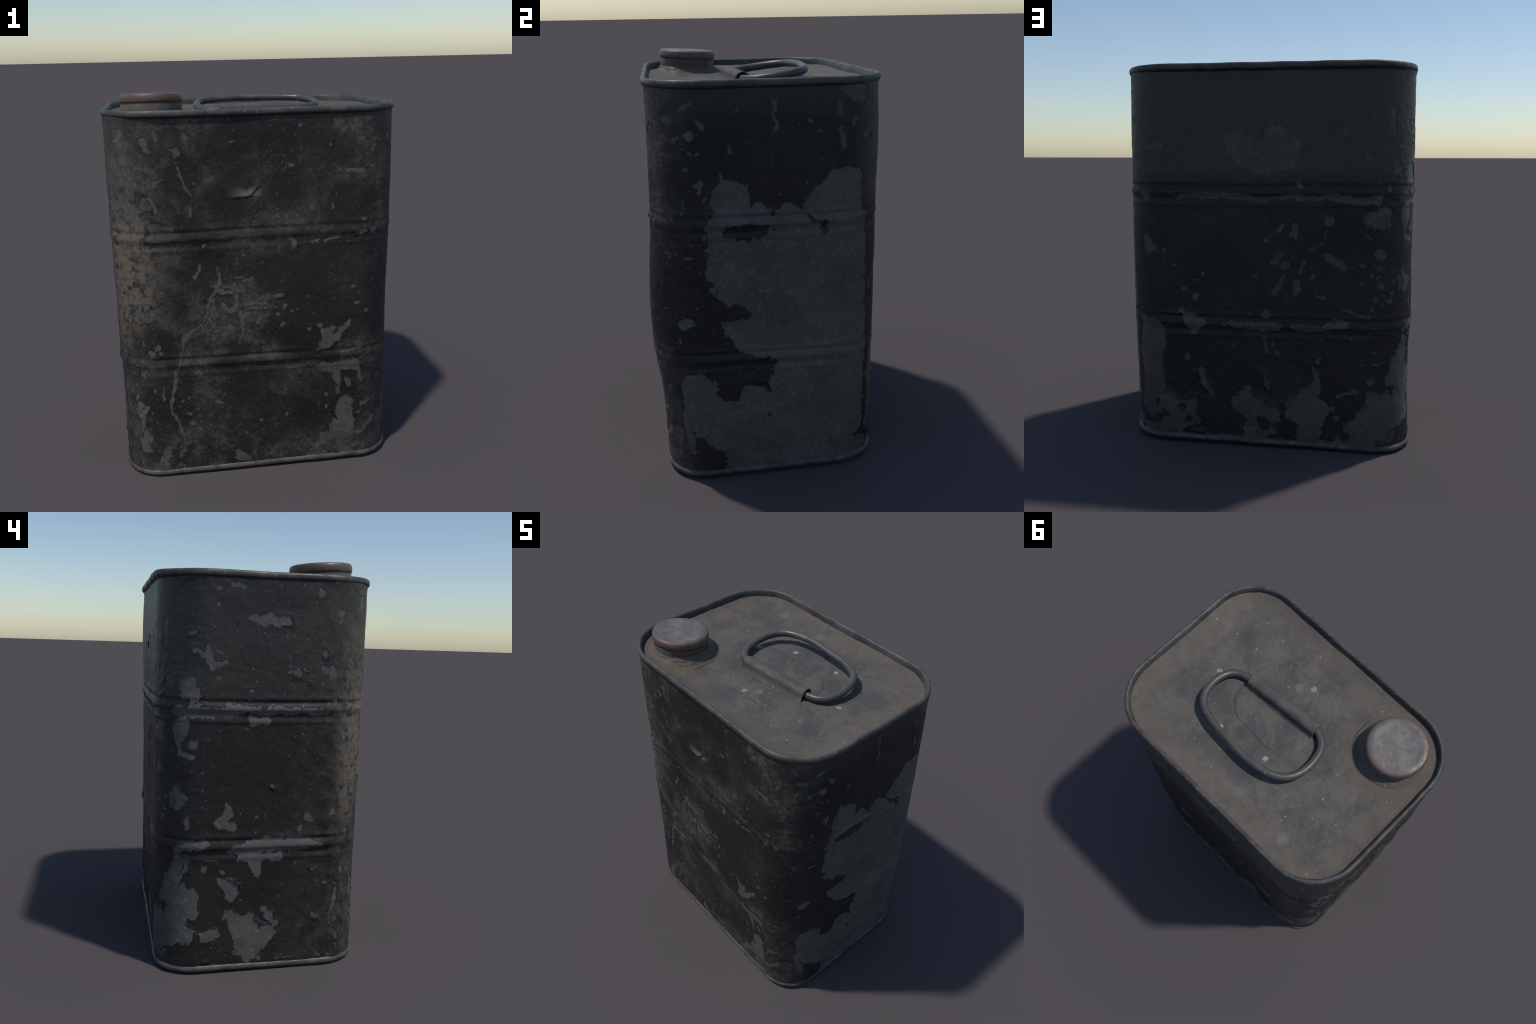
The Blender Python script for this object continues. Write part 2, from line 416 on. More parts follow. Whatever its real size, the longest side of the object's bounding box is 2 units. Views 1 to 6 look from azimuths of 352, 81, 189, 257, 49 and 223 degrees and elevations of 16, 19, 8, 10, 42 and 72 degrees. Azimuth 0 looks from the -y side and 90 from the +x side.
FRONT_RUNNEL = [
    [(0.306, 1.166, 0.0052), (0.306, 1.1, 0.007), (0.312, 1.064, 0.0129), (0.27, 1.064, 0.0094)],
    [(0.306, 1.046, 0.0129), (0.27, 1.004, 0.0094), (0.246, 0.944, 0.0083), (0.228, 0.878, 0.0071)],
    [(0.282, 0.992, 0.0047), (0.264, 0.914, 0.0107), (0.234, 0.854, 0.0054)],
    [(0.228, 0.878, 0.006), (0.204, 0.842, 0.006), (0.15, 0.818, 0.0108), (0.132, 0.788, 0.0156), (0.12, 0.74, 0.0073), (0.108, 0.692, 0.0049), (0.102, 0.638, 0.0086), (0.078, 0.596, 0.0086), (0.066, 0.536, 0.0136), (0.048, 0.47, 0.0088), (0.036, 0.416, 0.0088), (0.042, 0.374, 0.0089), (0.084, 0.326, 0.0077), (0.096, 0.272, 0.0077), (0.102, 0.212, 0.0091), (0.108, 0.158, 0.0104), (0.084, 0.122, 0.017)],
    [(0.21, 0.86, 0.0084), (0.234, 0.818, 0.0072), (0.276, 0.818, 0.006)],
    [(0.222, 1.178, 0.0046), (0.21, 1.136, 0.0058), (0.186, 1.1, 0.0105)],
    [(4.452, 0.374, 0.0128), (4.476, 0.326, 0.0129), (4.47, 0.272, 0.0091)],
    [(4.482, 0.938, 0.0108), (4.5, 0.89, 0.0096)],
]

# ------------------------------------------------------------------ mesh helpers
ROOT = bpy.data.objects.new("metal_oil_can", None)
bpy.context.scene.collection.objects.link(ROOT)
ROOT["label"] = "old square metal oil can with flaking black paint"
ROOT["category"] = "oil can"


def make_object(name, verts, faces, material, parent=ROOT, smooth=True, flat_from=None):
    """faces: list of integer arrays, each (n, 3) or (n, 4)."""
    me = bpy.data.meshes.new(name)
    verts = np.asarray(verts, dtype=np.float32)
    me.vertices.add(len(verts))
    me.vertices.foreach_set("co", verts.ravel())
    loops = np.concatenate([f.ravel() for f in faces]).astype(np.int32)
    sizes = np.concatenate([np.full(len(f), f.shape[1]) for f in faces]).astype(np.int32)
    me.loops.add(len(loops))
    me.loops.foreach_set("vertex_index", loops)
    me.polygons.add(len(sizes))
    me.polygons.foreach_set("loop_start", np.concatenate([[0], np.cumsum(sizes)[:-1]]).astype(np.int32))
    me.polygons.foreach_set("loop_total", sizes)
    me.polygons.foreach_set("use_smooth", np.full(len(sizes), smooth))
    me.update(calc_edges=True)
    me.validate()
    me.materials.append(material)
    ob = bpy.data.objects.new(name, me)
    bpy.context.scene.collection.objects.link(ob)
    ob.parent = parent
    return ob


def grid_faces(rows, cols, wrap=True):
    r = np.arange(rows - 1)[:, None]
    c = np.arange(cols if wrap else cols - 1)[None, :]
    n = (c + 1) % cols
    return np.stack([r * cols + c, r * cols + n, (r + 1) * cols + n, (r + 1) * cols + c], -1).reshape(-1, 4)


def ring(cx, cy, a, b, r, rot, n):
    """Rounded rectangle, n points, counter-clockwise; returns points and outward normals."""
    lx, ly, arc = 2 * (a - r), 2 * (b - r), math.pi / 2 * r
    starts = np.cumsum([0, lx, arc, ly, arc, lx, arc, ly])
    s = np.linspace(0, 2 * lx + 2 * ly + 4 * arc, n, endpoint=False)
    seg = np.searchsorted(starts, s, side='right') - 1
    t = s - starts[seg]
    g = t / arc * math.pi / 2
    c, d = np.cos(g), np.sin(g)
    hx, hy, o, i = a - r, b - r, 0 * t, 0 * t + 1
    x = np.choose(seg, [t - hx, hx + r * d, a * i, hx + r * c, hx - t, -hx - r * d, -a * i, -hx - r * c])
    y = np.choose(seg, [-b * i, -hy - r * c, t - hy, hy + r * d, b * i, hy + r * c, hy - t, -hy - r * d])
    nx = np.choose(seg, [o, d, i, c, o, -d, -i, -c])
    ny = np.choose(seg, [-i, -c, o, d, i, c, o, -d])
    cr, sr = math.cos(rot), math.sin(rot)
    return (np.stack([cx + cr * x - sr * y, cy + sr * x + cr * y], -1),
            np.stack([cr * nx - sr * ny, sr * nx + cr * ny], -1))


def sweep_ring(base, normal, zfun, profile, wob=0.0, seed=0):
    """Sweep an (offset, height) profile round a ring."""
    n = len(base)
    u = np.arange(n) / n * 40
    w = wob * (noise2(u, 0 * u, 40, seed) + .5 * noise2(u * 3, 0 * u, 120, seed + 1))
    h = wob * noise2(u, 0 * u + 9, 40, seed + 2)
    rows = []
    for off, z in profile:
        p = base + normal * (off + w)[:, None]
        rows.append(np.column_stack([p, zfun(p) + z + h]))
    return np.concatenate(rows)


# ------------------------------------------------------------------ node helpers
class Nodes:
    def __init__(self, name):
        self.mat = bpy.data.materials.new(name)
        self.mat.use_nodes = True
        self.t = self.mat.node_tree
        self.t.nodes.clear()
        self.out = self.t.nodes.new("ShaderNodeOutputMaterial")
        self.bsdf = self.t.nodes.new("ShaderNodeBsdfPrincipled")
        self.t.links.new(self.bsdf.outputs[0], self.out.inputs[0])
        self.co = self.t.nodes.new("ShaderNodeTexCoord").outputs["Object"]

    def put(self, sock, val):
        if isinstance(val, bpy.types.NodeSocket):
            self.t.links.new(val, sock)
        elif isinstance(val, tuple) and len(val) == 3 and sock.type == 'RGBA':
            sock.default_value = (*val, 1)
        else:
            sock.default_value = val

    def noise(self, scale, detail=4, rough=.55, dist=0.0, co=None, stretch=None):
        n = self.t.nodes.new("ShaderNodeTexNoise")
        n.inputs["Scale"].default_value = scale
        n.inputs["Detail"].default_value = detail
        n.inputs["Roughness"].default_value = rough
        n.inputs["Distortion"].default_value = dist
        co = co or self.co
        if stretch:
            m = self.t.nodes.new("ShaderNodeMapping")
            m.inputs["Scale"].default_value = stretch
            self.t.links.new(co, m.inputs["Vector"])
            co = m.outputs[0]
        self.t.links.new(co, n.inputs["Vector"])
        return n.outputs["Fac"]

    def voronoi(self, scale, feature='F1', rand=1.0):
        n = self.t.nodes.new("ShaderNodeTexVoronoi")
        n.feature = feature
        n.inputs["Scale"].default_value = scale
        n.inputs["Randomness"].default_value = rand
        self.t.links.new(self.co, n.inputs["Vector"])
        return n.outputs["Distance"], n.outputs["Color"] if feature == 'F1' else None

    def math(self, op, a, b=0.0, clamp=False):
        n = self.t.nodes.new("ShaderNodeMath")
        n.operation = op
        n.use_clamp = clamp
        self.put(n.inputs[0], a)
        self.put(n.inputs[1], b)
        return n.outputs[0]

    def step(self, val, lo, hi, out_lo=0.0, out_hi=1.0):
        n = self.t.nodes.new("ShaderNodeMapRange")
        n.interpolation_type = 'SMOOTHSTEP'
        for k, v in zip(("Value", "From Min", "From Max", "To Min", "To Max"), (val, lo, hi, out_lo, out_hi)):
            self.put(n.inputs[k], v)
        return n.outputs[0]

    def mix(self, fac, a, b, mode='MIX'):
        n = self.t.nodes.new("ShaderNodeMix")
        n.data_type = 'RGBA'
        n.blend_type = mode
        self.put(n.inputs[0], fac)
        self.put(n.inputs[6], a)
        self.put(n.inputs[7], b)
        return n.outputs[2]

    def axes(self, vec=None):
        n = self.t.nodes.new("ShaderNodeSeparateXYZ")
        self.t.links.new(vec or self.co, n.inputs[0])
        return n.outputs

    def normal(self):
        return self.axes(self.t.nodes.new("ShaderNodeNewGeometry").outputs["Normal"])

    def pointiness(self):
        return self.t.nodes.new("ShaderNodeNewGeometry").outputs["Pointiness"]

    def spot(self, centre, radius, soft=.6, fray=.16):
        """Soft round mask about a point; ragged by noise."""
        n = self.t.nodes.new("ShaderNodeVectorMath")
        n.operation = 'DISTANCE'
        self.t.links.new(self.ragged(fray), n.inputs[0])
        n.inputs[1].default_value = centre
        return self.step(n.outputs["Value"], radius * soft, radius, 1.0, 0.0)

    def ragged(self, fray):
        if not hasattr(self, "_rag"):
            n = self.t.nodes.new("ShaderNodeTexNoise")
            n.inputs["Scale"].default_value = 1.12 / fray
            n.inputs["Detail"].default_value = 3
            self.t.links.new(self.co, n.inputs["Vector"])
            a = self.t.nodes.new("ShaderNodeVectorMath")
            a.operation = 'MULTIPLY_ADD'
            self.t.links.new(n.outputs["Color"], a.inputs[0])
            a.inputs[1].default_value = (fray, fray, fray)
            b = self.t.nodes.new("ShaderNodeVectorMath")
            b.operation = 'SUBTRACT'
            self.t.links.new(self.co, a.inputs[2])
            self.t.links.new(a.outputs[0], b.inputs[0])
            b.inputs[1].default_value = (fray / 2, fray / 2, fray / 2)
            self._rag = b.outputs[0]
        return self._rag

    def bump(self, height, strength, distance):
        n = self.t.nodes.new("ShaderNodeBump")
        self.put(n.inputs["Height"], height)
        n.inputs["Strength"].default_value = strength
        n.inputs["Distance"].default_value = distance
        if hasattr(self, "_bump"):
            self.t.links.new(self._bump, n.inputs["Normal"])
        self._bump = n.outputs[0]
        self.t.links.new(self._bump, self.bsdf.inputs["Normal"])

    def finish(self, colour, rough, metallic=0.0, spec=.5):
        self.put(self.bsdf.inputs["Base Color"], colour)
        self.put(self.bsdf.inputs["Roughness"], rough)
        self.put(self.bsdf.inputs["Metallic"], metallic)
        self.put(self.bsdf.inputs["Specular IOR Level"], spec)
        return self.mat


def front_dust(m):
    """Brown dust lies on the front wall and thickest on its left corner."""
    x, y, z = m.axes()
    nx, ny, nz = m.normal()
    facing = m.step(ny, -.15, -.85)
    patches = m.step(m.noise(4.5, 5, .62, .4), .40, .66)
    fine = m.math('MULTIPLY', m.step(m.noise(30, 6, .78), .38, .60), m.step(m.noise(85, 3, .6), .30, .58, .45, 1.15))
    grime = m.math('MULTIPLY', m.math('ADD', m.math('MULTIPLY', patches, .85), .06), m.math('ADD', m.math('MULTIPLY', fine, .80), .22))
    return m.math('MULTIPLY', facing, grime), (x, y, z, nx, ny, nz)


def paint_material():
    m = Nodes("flaking_black_paint")
    dust, (x, y, z, nx, ny, nz) = front_dust(m)
    cloud = m.noise(3.2, 5, .6)
    base = m.mix(m.step(cloud, .35, .68), PAINT_DARK, PAINT_MID)
    # upper third of back and left walls kept a greyer, satin coat
    upper = m.math('MULTIPLY', m.step(z, 1.33, 1.42), m.math('MAXIMUM', m.step(ny, .2, .8), m.math('MULTIPLY', m.step(nx, -.2, -.8), .40)))
    upper = m.math('MAXIMUM', upper, m.math('MULTIPLY', m.math('MULTIPLY', m.step(z, 1.72, 1.86), m.step(nx, .3, .8)), .5))
    base = m.mix(m.math('MULTIPLY', upper, .85), base, PAINT_GREY)
    # thin scuffs and faint grey wear
    wear = m.step(m.noise(11, 6, .72, 1.2), .58, .74)
    base = m.mix(m.math('MULTIPLY', wear, .35), base, PAINT_WORN)
    # dust
    base = m.mix(dust, base, DUST_GREY)
    tan = m.math('MULTIPLY', m.step(x, -.40, -.62), m.step(ny, -.05, -.5))
    band = m.math('MULTIPLY', m.step(z, .62, .95), m.step(z, 1.78, 1.30))
    tan = m.math('MULTIPLY', tan, m.math('ADD', m.math('MULTIPLY', band, .85), .10))
    mott = m.step(m.noise(22, 5, .68), .38, .54)
    tan = m.math('MULTIPLY', tan, mott)
    base = m.mix(tan, base, DUST_TAN)
    sidedust = m.math('MULTIPLY', m.math('MULTIPLY', m.step(nx, -.3, -.85), m.step(y, .05, -.42)), m.step(m.noise(16, 5, .7), .40, .62))
    base = m.mix(m.math('MULTIPLY', sidedust, .38), base, DUST_GREY)
    bent = m.math('MULTIPLY', m.math('MULTIPLY', m.step(z, 1.499, 1.506), m.step(z, 1.555, 1.508)), m.math('MULTIPLY', m.step(x, -.17, -.12), m.step(x, .02, -.02)))
    base = m.mix(m.math('MULTIPLY', m.math('MULTIPLY', bent, m.step(ny, -.3, -.7)), .75), base, FLAP_EDGE)
    # wiped and oily dark spots on the front
    for centre, radius in FRONT_DARK:
        base = m.mix(m.math('MULTIPLY', m.spot(centre, radius, .45), m.math('MULTIPLY', m.step(ny, -.2, -.7), .85)), base, PAINT_DARK)
    fleck = m.math('MULTIPLY', m.step(m.noise(64, 3, .6), .60, .68), m.math('MULTIPLY', m.step(m.noise(6, 4, .6), .40, .60), m.step(ny, .3, -.6)))
    base = m.mix(m.math('MULTIPLY', fleck, .45), base, DUST_TAN)
    pit = m.math('MULTIPLY', m.step(m.noise(50, 3, .6), .38, .30), m.step(ny, .2, -.5))
    base = m.mix(m.math('MULTIPLY', pit, .6), base, PAINT_DARK)
    # pale grains
    d, c = m.voronoi(34)
    pick = m.step(m.axes(c)[0], .80, .86)
    speck = m.math('MULTIPLY', m.step(d, .16, .07), pick)
    base = m.mix(m.math('MULTIPLY', speck, .55), base, SPECK)
    grain = m.step(m.noise(120, 3, .6), .3, .7, .82, 1.18)
    base = m.mix(1.0, base, m.mix(grain, (.8, .8, .8), (1.2, 1.2, 1.2)), 'MULTIPLY')
    m.bump(m.noise(60, 6, .68), .35, .0048)
    m.bump(m.noise(18, 4, .6), .20, .006)
    rough = m.step(dust, 0, .8, .48, .85)
    return m.finish(base, rough, spec=.28)


def bare_material():
    m = Nodes("exposed_grey_primer")
    dust, (x, y, z, nx, ny, nz) = front_dust(m)
    base = m.mix(m.step(m.noise(5, 6, .65), .35, .65), BARE_LOW, BARE_MID)
    sunny = m.math('MAXIMUM', m.step(ny, -.35, -.85), m.math('MULTIPLY', m.step(nx, -.45, -.9), .55))  # sunlight tinted into the primer: paler on the front and left walls
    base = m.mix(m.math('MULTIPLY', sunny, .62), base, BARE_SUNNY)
    base = m.mix(m.math('MULTIPLY', m.step(m.noise(44, 4, .7), .53, .66), .65), base, BARE_LIGHT)
    base = m.mix(m.math('MULTIPLY', m.step(m.noise(22, 5, .72), .55, .68), .60), base, BARE_DARK)
    d, c = m.voronoi(42)
    speck = m.math('MULTIPLY', m.step(d, .22, .08), m.step(m.axes(c)[0], .72, .82))
    base = m.mix(m.math('MULTIPLY', speck, .5), base, BARE_SPECK)
    base = m.mix(m.math('MULTIPLY', dust, .65), base, DUST_GREY)
    gritty = m.math('MULTIPLY', m.step(m.noise(34, 6, .78), .50, .64), m.step(ny, -.2, -.7))
    base = m.mix(m.math('MULTIPLY', gritty, .55), base, PAINT_WORN)
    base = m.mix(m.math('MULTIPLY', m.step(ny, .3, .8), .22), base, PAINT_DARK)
    # grime collects above the base
    low = m.math('MULTIPLY', m.step(z, .32, .10), m.step(m.noise(6, 4, .6), .42, .60))
    base = m.mix(m.math('MULTIPLY', low, .6), base, BARE_DARK)
    m.bump(m.noise(70, 4, .6), .30, .004)
    m.bump(m.noise(16, 4, .6), .20, .012)
    return m.finish(base, m.step(m.noise(9, 4, .6), .3, .7, .45, .65), spec=.32)


def rim_material():
    m = Nodes("worn_rolled_rim")
    x, y, z = m.axes()
    base = m.mix(m.step(m.noise(9, 5, .65), .35, .65), RIM_DARK, RIM_MID)
    base = m.mix(m.math('MULTIPLY', m.step(m.noise(30, 5, .7), .52, .68), .5), base, RIM_LIGHT)
    nx, ny, nz = m.normal()
    base = m.mix(m.math('MULTIPLY', m.step(nz, -.05, -.6), .8), base, PAINT_DARK)
    worn = m.math('MULTIPLY', m.step(m.noise(8, 6, .75, .8), .46, .60), m.step(z, .6, .3))
    foot = m.math('MULTIPLY', m.step(z, .20, .10), m.step(nz, -.55, .05))
    foot = m.math('MULTIPLY', foot, m.math('ADD', m.math('MULTIPLY', m.math('MAXIMUM', m.step(ny, .2, -.4), m.math('MULTIPLY', m.step(nx, -.1, -.6), .7)), .85), .12))
    base = m.mix(m.math('MULTIPLY', foot, m.step(m.noise(11, 5, .65), .25, .6, .35, .95)), base, FOOT_DUST)
    base = m.mix(m.math('MULTIPLY', worn, .65), base, PAINT_MID)
    m.bump(m.noise(60, 4, .6), .30, .003)
    return m.finish(base, m.step(m.noise(25, 4, .6), .3, .7, .36, .60), spec=.36)


def lid_material():
    m = Nodes("dusty_lid")
    x, y, z = m.axes()
    blotch = m.step(m.noise(5.5, 6, .66, .3), .40, .60)
    base = m.mix(blotch, LID_BLUE, LID_BROWN)
    base = m.mix(m.math('MULTIPLY', m.step(m.noise(17, 6, .7), .50, .68), .6), base, LID_DARK)
    base = m.mix(m.math('MULTIPLY', m.step(m.noise(45, 5, .7), .54, .72), .45), base, LID_LIGHT)
    scratch = m.step(m.noise(26, 3, .6, 2.5, stretch=(1.0, .25, 1.0)), .66, .72)
    base = m.mix(m.math('MULTIPLY', scratch, .35), base, LID_LIGHT)
    stain = m.step(m.noise(3.4, 5, .7, .6), .54, .66)
    base = m.mix(m.math('MULTIPLY', stain, .45), base, LID_DARK)
    ax, ay = m.math('ABSOLUTE', m.math('ADD', x, .004)), m.math('ABSOLUTE', m.math('SUBTRACT', y, .015))
    rimdist = m.math('MAXIMUM', m.math('SUBTRACT', ax, .708), m.math('SUBTRACT', ay, .504))
    edge = m.math('MULTIPLY', m.step(rimdist, -.22, -.02), m.step(m.noise(7, 5, .65), .30, .60))
    base = m.mix(m.math('MULTIPLY', edge, .65), base, LID_RUST)
    n = m.t.nodes.new("ShaderNodeVectorMath")
    n.operation = 'DISTANCE'
    m.t.links.new(m.co, n.inputs[0])
    n.inputs[1].default_value = (CAP_X, CAP_Y, 1.88)
    base = m.mix(m.math('MULTIPLY', m.step(n.outputs["Value"], .34, .19), .6), base, LID_RUST)
    d, c = m.voronoi(30)
    speck = m.math('MULTIPLY', m.step(d, .20, .08), m.step(m.axes(c)[0], .88, .93))
    base = m.mix(m.math('MULTIPLY', speck, .6), base, LID_SPECK)
    for spot, radius, tint in LID_MARKS:
        base = m.mix(m.math('MULTIPLY', m.spot(spot, radius, .7 if radius < .04 else .25, .03 if radius < .04 else .13), .8), base, tint)
    m.bump(m.noise(48, 5, .65), .35, .005)
    m.bump(m.noise(13, 4, .6), .25, .012)
    return m.finish(base, m.step(m.noise(20, 4, .6), .3, .7, .55, .80), spec=.26)


def cap_material():
    m = Nodes("rusty_cap")
    co = m.co
    x, y, z = m.axes()
    r = m.math('SQRT', m.math('ADD', m.math('MULTIPLY', x, x), m.math('MULTIPLY', y, y)))
    base = m.mix(m.step(m.noise(14, 6, .66, .3), .40, .62), CAP_BLUE, CAP_GREY)
    top = m.step(z, -.012, -.004)
    rust = m.step(m.noise(16, 5, .65, .5), .38, .60)
    ringmask = m.math('MULTIPLY', m.step(r, .118, .150), m.step(z, -.05, -.035))
    base = m.mix(m.math('MULTIPLY', ringmask, m.math('ADD', m.math('MULTIPLY', rust, .55), .45)), base, RUST)
    side = m.math('MULTIPLY', m.step(z, -.046, -.054), m.step(m.noise(9, 4, .6), .42, .58))
    base = m.mix(m.math('MULTIPLY', side, .7), base, CAP_SIDE_RUST)
    sidedark = m.math('MULTIPLY', m.step(z, -.046, -.054), m.step(x, .02, .13))
    base = m.mix(m.math('MULTIPLY', sidedark, .6), base, CAP_DARK)
    groove = m.math('MULTIPLY', m.step(z, -.036, -.043), m.step(z, -.054, -.047))
    base = m.mix(m.math('MULTIPLY', groove, .85), base, CAP_DARK)
    # rust scar across the middle of the top
    scar = m.math('MULTIPLY', m.step(m.math('ABSOLUTE', m.math('ADD', m.math('ADD', x, -.014), m.math('MULTIPLY', m.math('SUBTRACT', m.noise(18, 3, .6), .5), .05))), .018, .005),
                  m.math('MULTIPLY', m.step(m.math('ABSOLUTE', m.math('ADD', y, -.062)), .078, .055), m.step(m.noise(30, 4, .7), .34, .46)))
    base = m.mix(m.math('MULTIPLY', m.math('MULTIPLY', scar, top), .8), base, RUST_LIGHT)
    m.bump(m.noise(60, 5, .65), .25, .003)
    m.bump(m.noise(14, 3, .5), .15, .006)
    return m.finish(base, m.step(m.noise(22, 4, .6), .3, .7, .36, .62), spec=.5)


def handle_material():
    m = Nodes("worn_wire")
    base = m.mix(m.step(m.noise(10, 5, .6), .35, .65), WIRE_DARK, WIRE_MID)
    nx, ny, nz = m.normal()
    base = m.mix(m.math('MULTIPLY', m.step(nz, .5, .95), .35), base, DUST_GREY)
    d, c = m.voronoi(40)
    speck = m.math('MULTIPLY', m.math('MULTIPLY', m.step(d, .30, .10), m.step(m.axes(c)[0], .6, .7)), m.step(m.axes()[1], .20, .25))
    base = m.mix(m.math('MULTIPLY', speck, .6), base, SPECK)
    m.bump(m.noise(60, 4, .6), .25, .003)
    return m.finish(base, m.step(m.noise(25, 4, .6), .3, .7, .32, .52), spec=.5)


# base colours (linear)
PAINT_DARK, PAINT_MID, PAINT_GREY, PAINT_WORN = (.0130, .0123, .0118), (.0185, .0175, .0165), (.043, .044, .040), (.036, .035, .033)
DUST_GREY, DUST_TAN, SPECK = (.086, .074, .061), (.112, .092, .072), (.17, .165, .16)
BARE_DARK, BARE_MID, BARE_LIGHT, BARE_SPECK = (.040, .039, .036), (.090, .088, .081), (.155, .153, .146), (.23, .235, .24)
FOOT_DUST = (.096, .087, .077)
FLAP_EDGE = (.150, .128, .108)
BARE_LOW = (.066, .065, .060)
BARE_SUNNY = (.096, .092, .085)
RIM_DARK, RIM_MID, RIM_LIGHT = (.040, .039, .037), (.074, .072, .068), (.135, .130, .122)
LID_BLUE, LID_BROWN, LID_DARK, LID_LIGHT, LID_RUST, LID_SPECK = (.067, .065, .063), (.100, .090, .078), (.050, .048, .046), (.150, .143, .132), (.112, .090, .070), (.32, .31, .30)
CAP_BLUE, CAP_GREY, CAP_DARK = (.088, .085, .083), (.145, .133, .118), (.022, .020, .018)
RUST, RUST_LIGHT, CAP_SIDE_RUST = (.105, .058, .038), (.150, .090, .064), (.19, .112, .066)
WIRE_DARK, WIRE_MID = (.038, .038, .038), (.066, .064, .062)
LID_MARKS = [((-.235, .085, 1.86), .022, (.29, .28, .275)), ((-.061, .191, 1.86), .016, (.29, .28, .275)), ((.218, .224, 1.86), .015, (.30, .30, .30)),
             ((.084, -.202, 1.86), .030, (.135, .122, .105)), ((.03, -.245, 1.86), .020, (.24, .22, .20)), ((.45, .02, 1.86), .016, (.26, .25, .24)),
             ((-.09, .40, 1.86), .045, (.125, .122, .118)), ((-.40, .42, 1.86), .05, (.12, .118, .115)), ((.30, .12, 1.86), .10, (.064, .063, .064)),
             ((.12, .18, 1.86), .07, (.062, .061, .062)), ((-.02, .30, 1.86), .12, (.066, .065, .066)), ((.48, -.22, 1.86), .08, (.062, .060, .058)), ((-.25, -.30, 1.86), .07, (.066, .064, .064))]
CAP_X, CAP_Y = -.494, -.269
FRONT_DARK = [((-.085, -.51, 1.80), .12), ((.10, -.51, 1.76), .16), ((-.36, -.51, 1.60), .13), ((.12, -.51, 1.55), .16),
              ((.45, -.52, 1.45), .17), ((.40, -.53, 1.02), .38), ((.25, -.53, .85), .30), ((-.30, -.5, 1.15), .16),
              ((-.55, -.47, .75), .16), ((-.50, -.47, .35), .20), ((.10, -.5, .30), .22), ((.35, -.52, .35), .25), ((-.20, -.50, 1.50), .10)]

PAINT, BARE, RIM, LID, CAP, WIRE = (f() for f in (paint_material, bare_material, rim_material, lid_material, cap_material, handle_material))


# ------------------------------------------------------------------ body and its paint coat
STEP = .0045
COLS = int(GIRTH / STEP)
ROWS = int((1.900 - .012) / STEP)
s_axis = np.arange(COLS) * GIRTH / COLS
z_axis = np.linspace(.012, 1.900, ROWS)
S, Z = np.meshgrid(s_axis, z_axis)
WALL = body_surface(S, Z)


def grid_normals(p):
    du = np.roll(p, -1, 1) - np.roll(p, 1, 1)
    dv = np.gradient(p, axis=0)
    n = np.cross(du, dv)
    return n / np.linalg.norm(n, axis=-1, keepdims=True)


NORMAL = grid_normals(WALL)

coarse = WALL[:, ::2]
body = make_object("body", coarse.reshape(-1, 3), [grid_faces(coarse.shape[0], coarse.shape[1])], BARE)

# distance to the nearest bare place, in metres, along the unrolled wall
FAR = .06
warp_s = S + .009 * wall_noise(S, Z, 11, 21) + .0050 * wall_noise(S, Z, 34, 22) + .0026 * wall_noise(S, Z, 95, 23)
warp_z = Z + .009 * wall_noise(S, Z, 11, 24) + .0050 * wall_noise(S, Z, 34, 25) + .0026 * wall_noise(S, Z, 95, 26)
sheet = np.full(S.shape, FAR)
large = np.full(S.shape, FAR)


def shard_offsets(s, z, freq, seed):
    """One random number per cell of a scattered-point mosaic: torn paint breaks along it."""
    cells = int(round(GIRTH * freq))
    u, v = s / GIRTH * cells, z * freq
    iu, iv = np.floor(u).astype(int), np.floor(v).astype(int)
    best, value = np.full(s.shape, 9.0), np.zeros(s.shape)
    for du in (-1, 0, 1):
        for dv in (-1, 0, 1):
            a, b = (iu + du) % cells, iv + dv
            d = (iu + du + .5 + .48 * _hash(a, b, seed) - u) ** 2 + (iv + dv + .5 + .48 * _hash(a, b, seed + 1) - v) ** 2
            near = d < best
            best = np.where(near, d, best)
            value = np.where(near, _hash(a, b, seed + 2), value)
    return value


SHARDS = .65 * shard_offsets(warp_s, warp_z, 26, 200) + .45 * shard_offsets(warp_s, warp_z, 60, 210)


def stamp(chain, island=False, calm=False, squash=1.0):
    """Union (bare) or subtraction (surviving paint) of a tapered stroke."""
    pieces = list(zip(chain[:-1], chain[1:])) if len(chain) > 1 else [(chain[0], chain[0])]
    for (sa, za, ra), (sb, zb, rb) in pieces:
        sb = sa + (sb - sa + GIRTH / 2) % GIRTH - GIRTH / 2
        pad = max(ra, rb) + FAR + .02
        r0 = max(0, np.searchsorted(z_axis, min(za, zb) - pad))
        r1 = np.searchsorted(z_axis, max(za, zb) + pad)
        c = np.arange(int((min(sa, sb) - pad) / GIRTH * COLS), int((max(sa, sb) + pad) / GIRTH * COLS) + 2) % COLS
        win = np.ix_(np.arange(r0, r1), c)
        k = .3 if calm else 1.0
        ws = S[win] + k * (warp_s[win] - S[win])
        wz = Z[win] + k * (warp_z[win] - Z[win])
        ds = (ws - sa + GIRTH / 2) % GIRTH - GIRTH / 2
        dz = wz - za
        es, ez = sb - sa, zb - za
        t = np.clip((ds * es + dz * ez) / max(es * es + ez * ez, 1e-9), 0, 1)
        rad = ra + t * (rb - ra)
        d = np.hypot(ds - t * es, (dz - t * ez) * squash) - rad
        d = d + SHARDS[win] * np.minimum(.50 * rad, .017) * (.4 if calm else 1.0)
        for field in (sheet, large) if max(ra, rb) > .011 else (sheet,):
            field[win] = np.maximum(field[win], -d) if island else np.minimum(field[win], d)


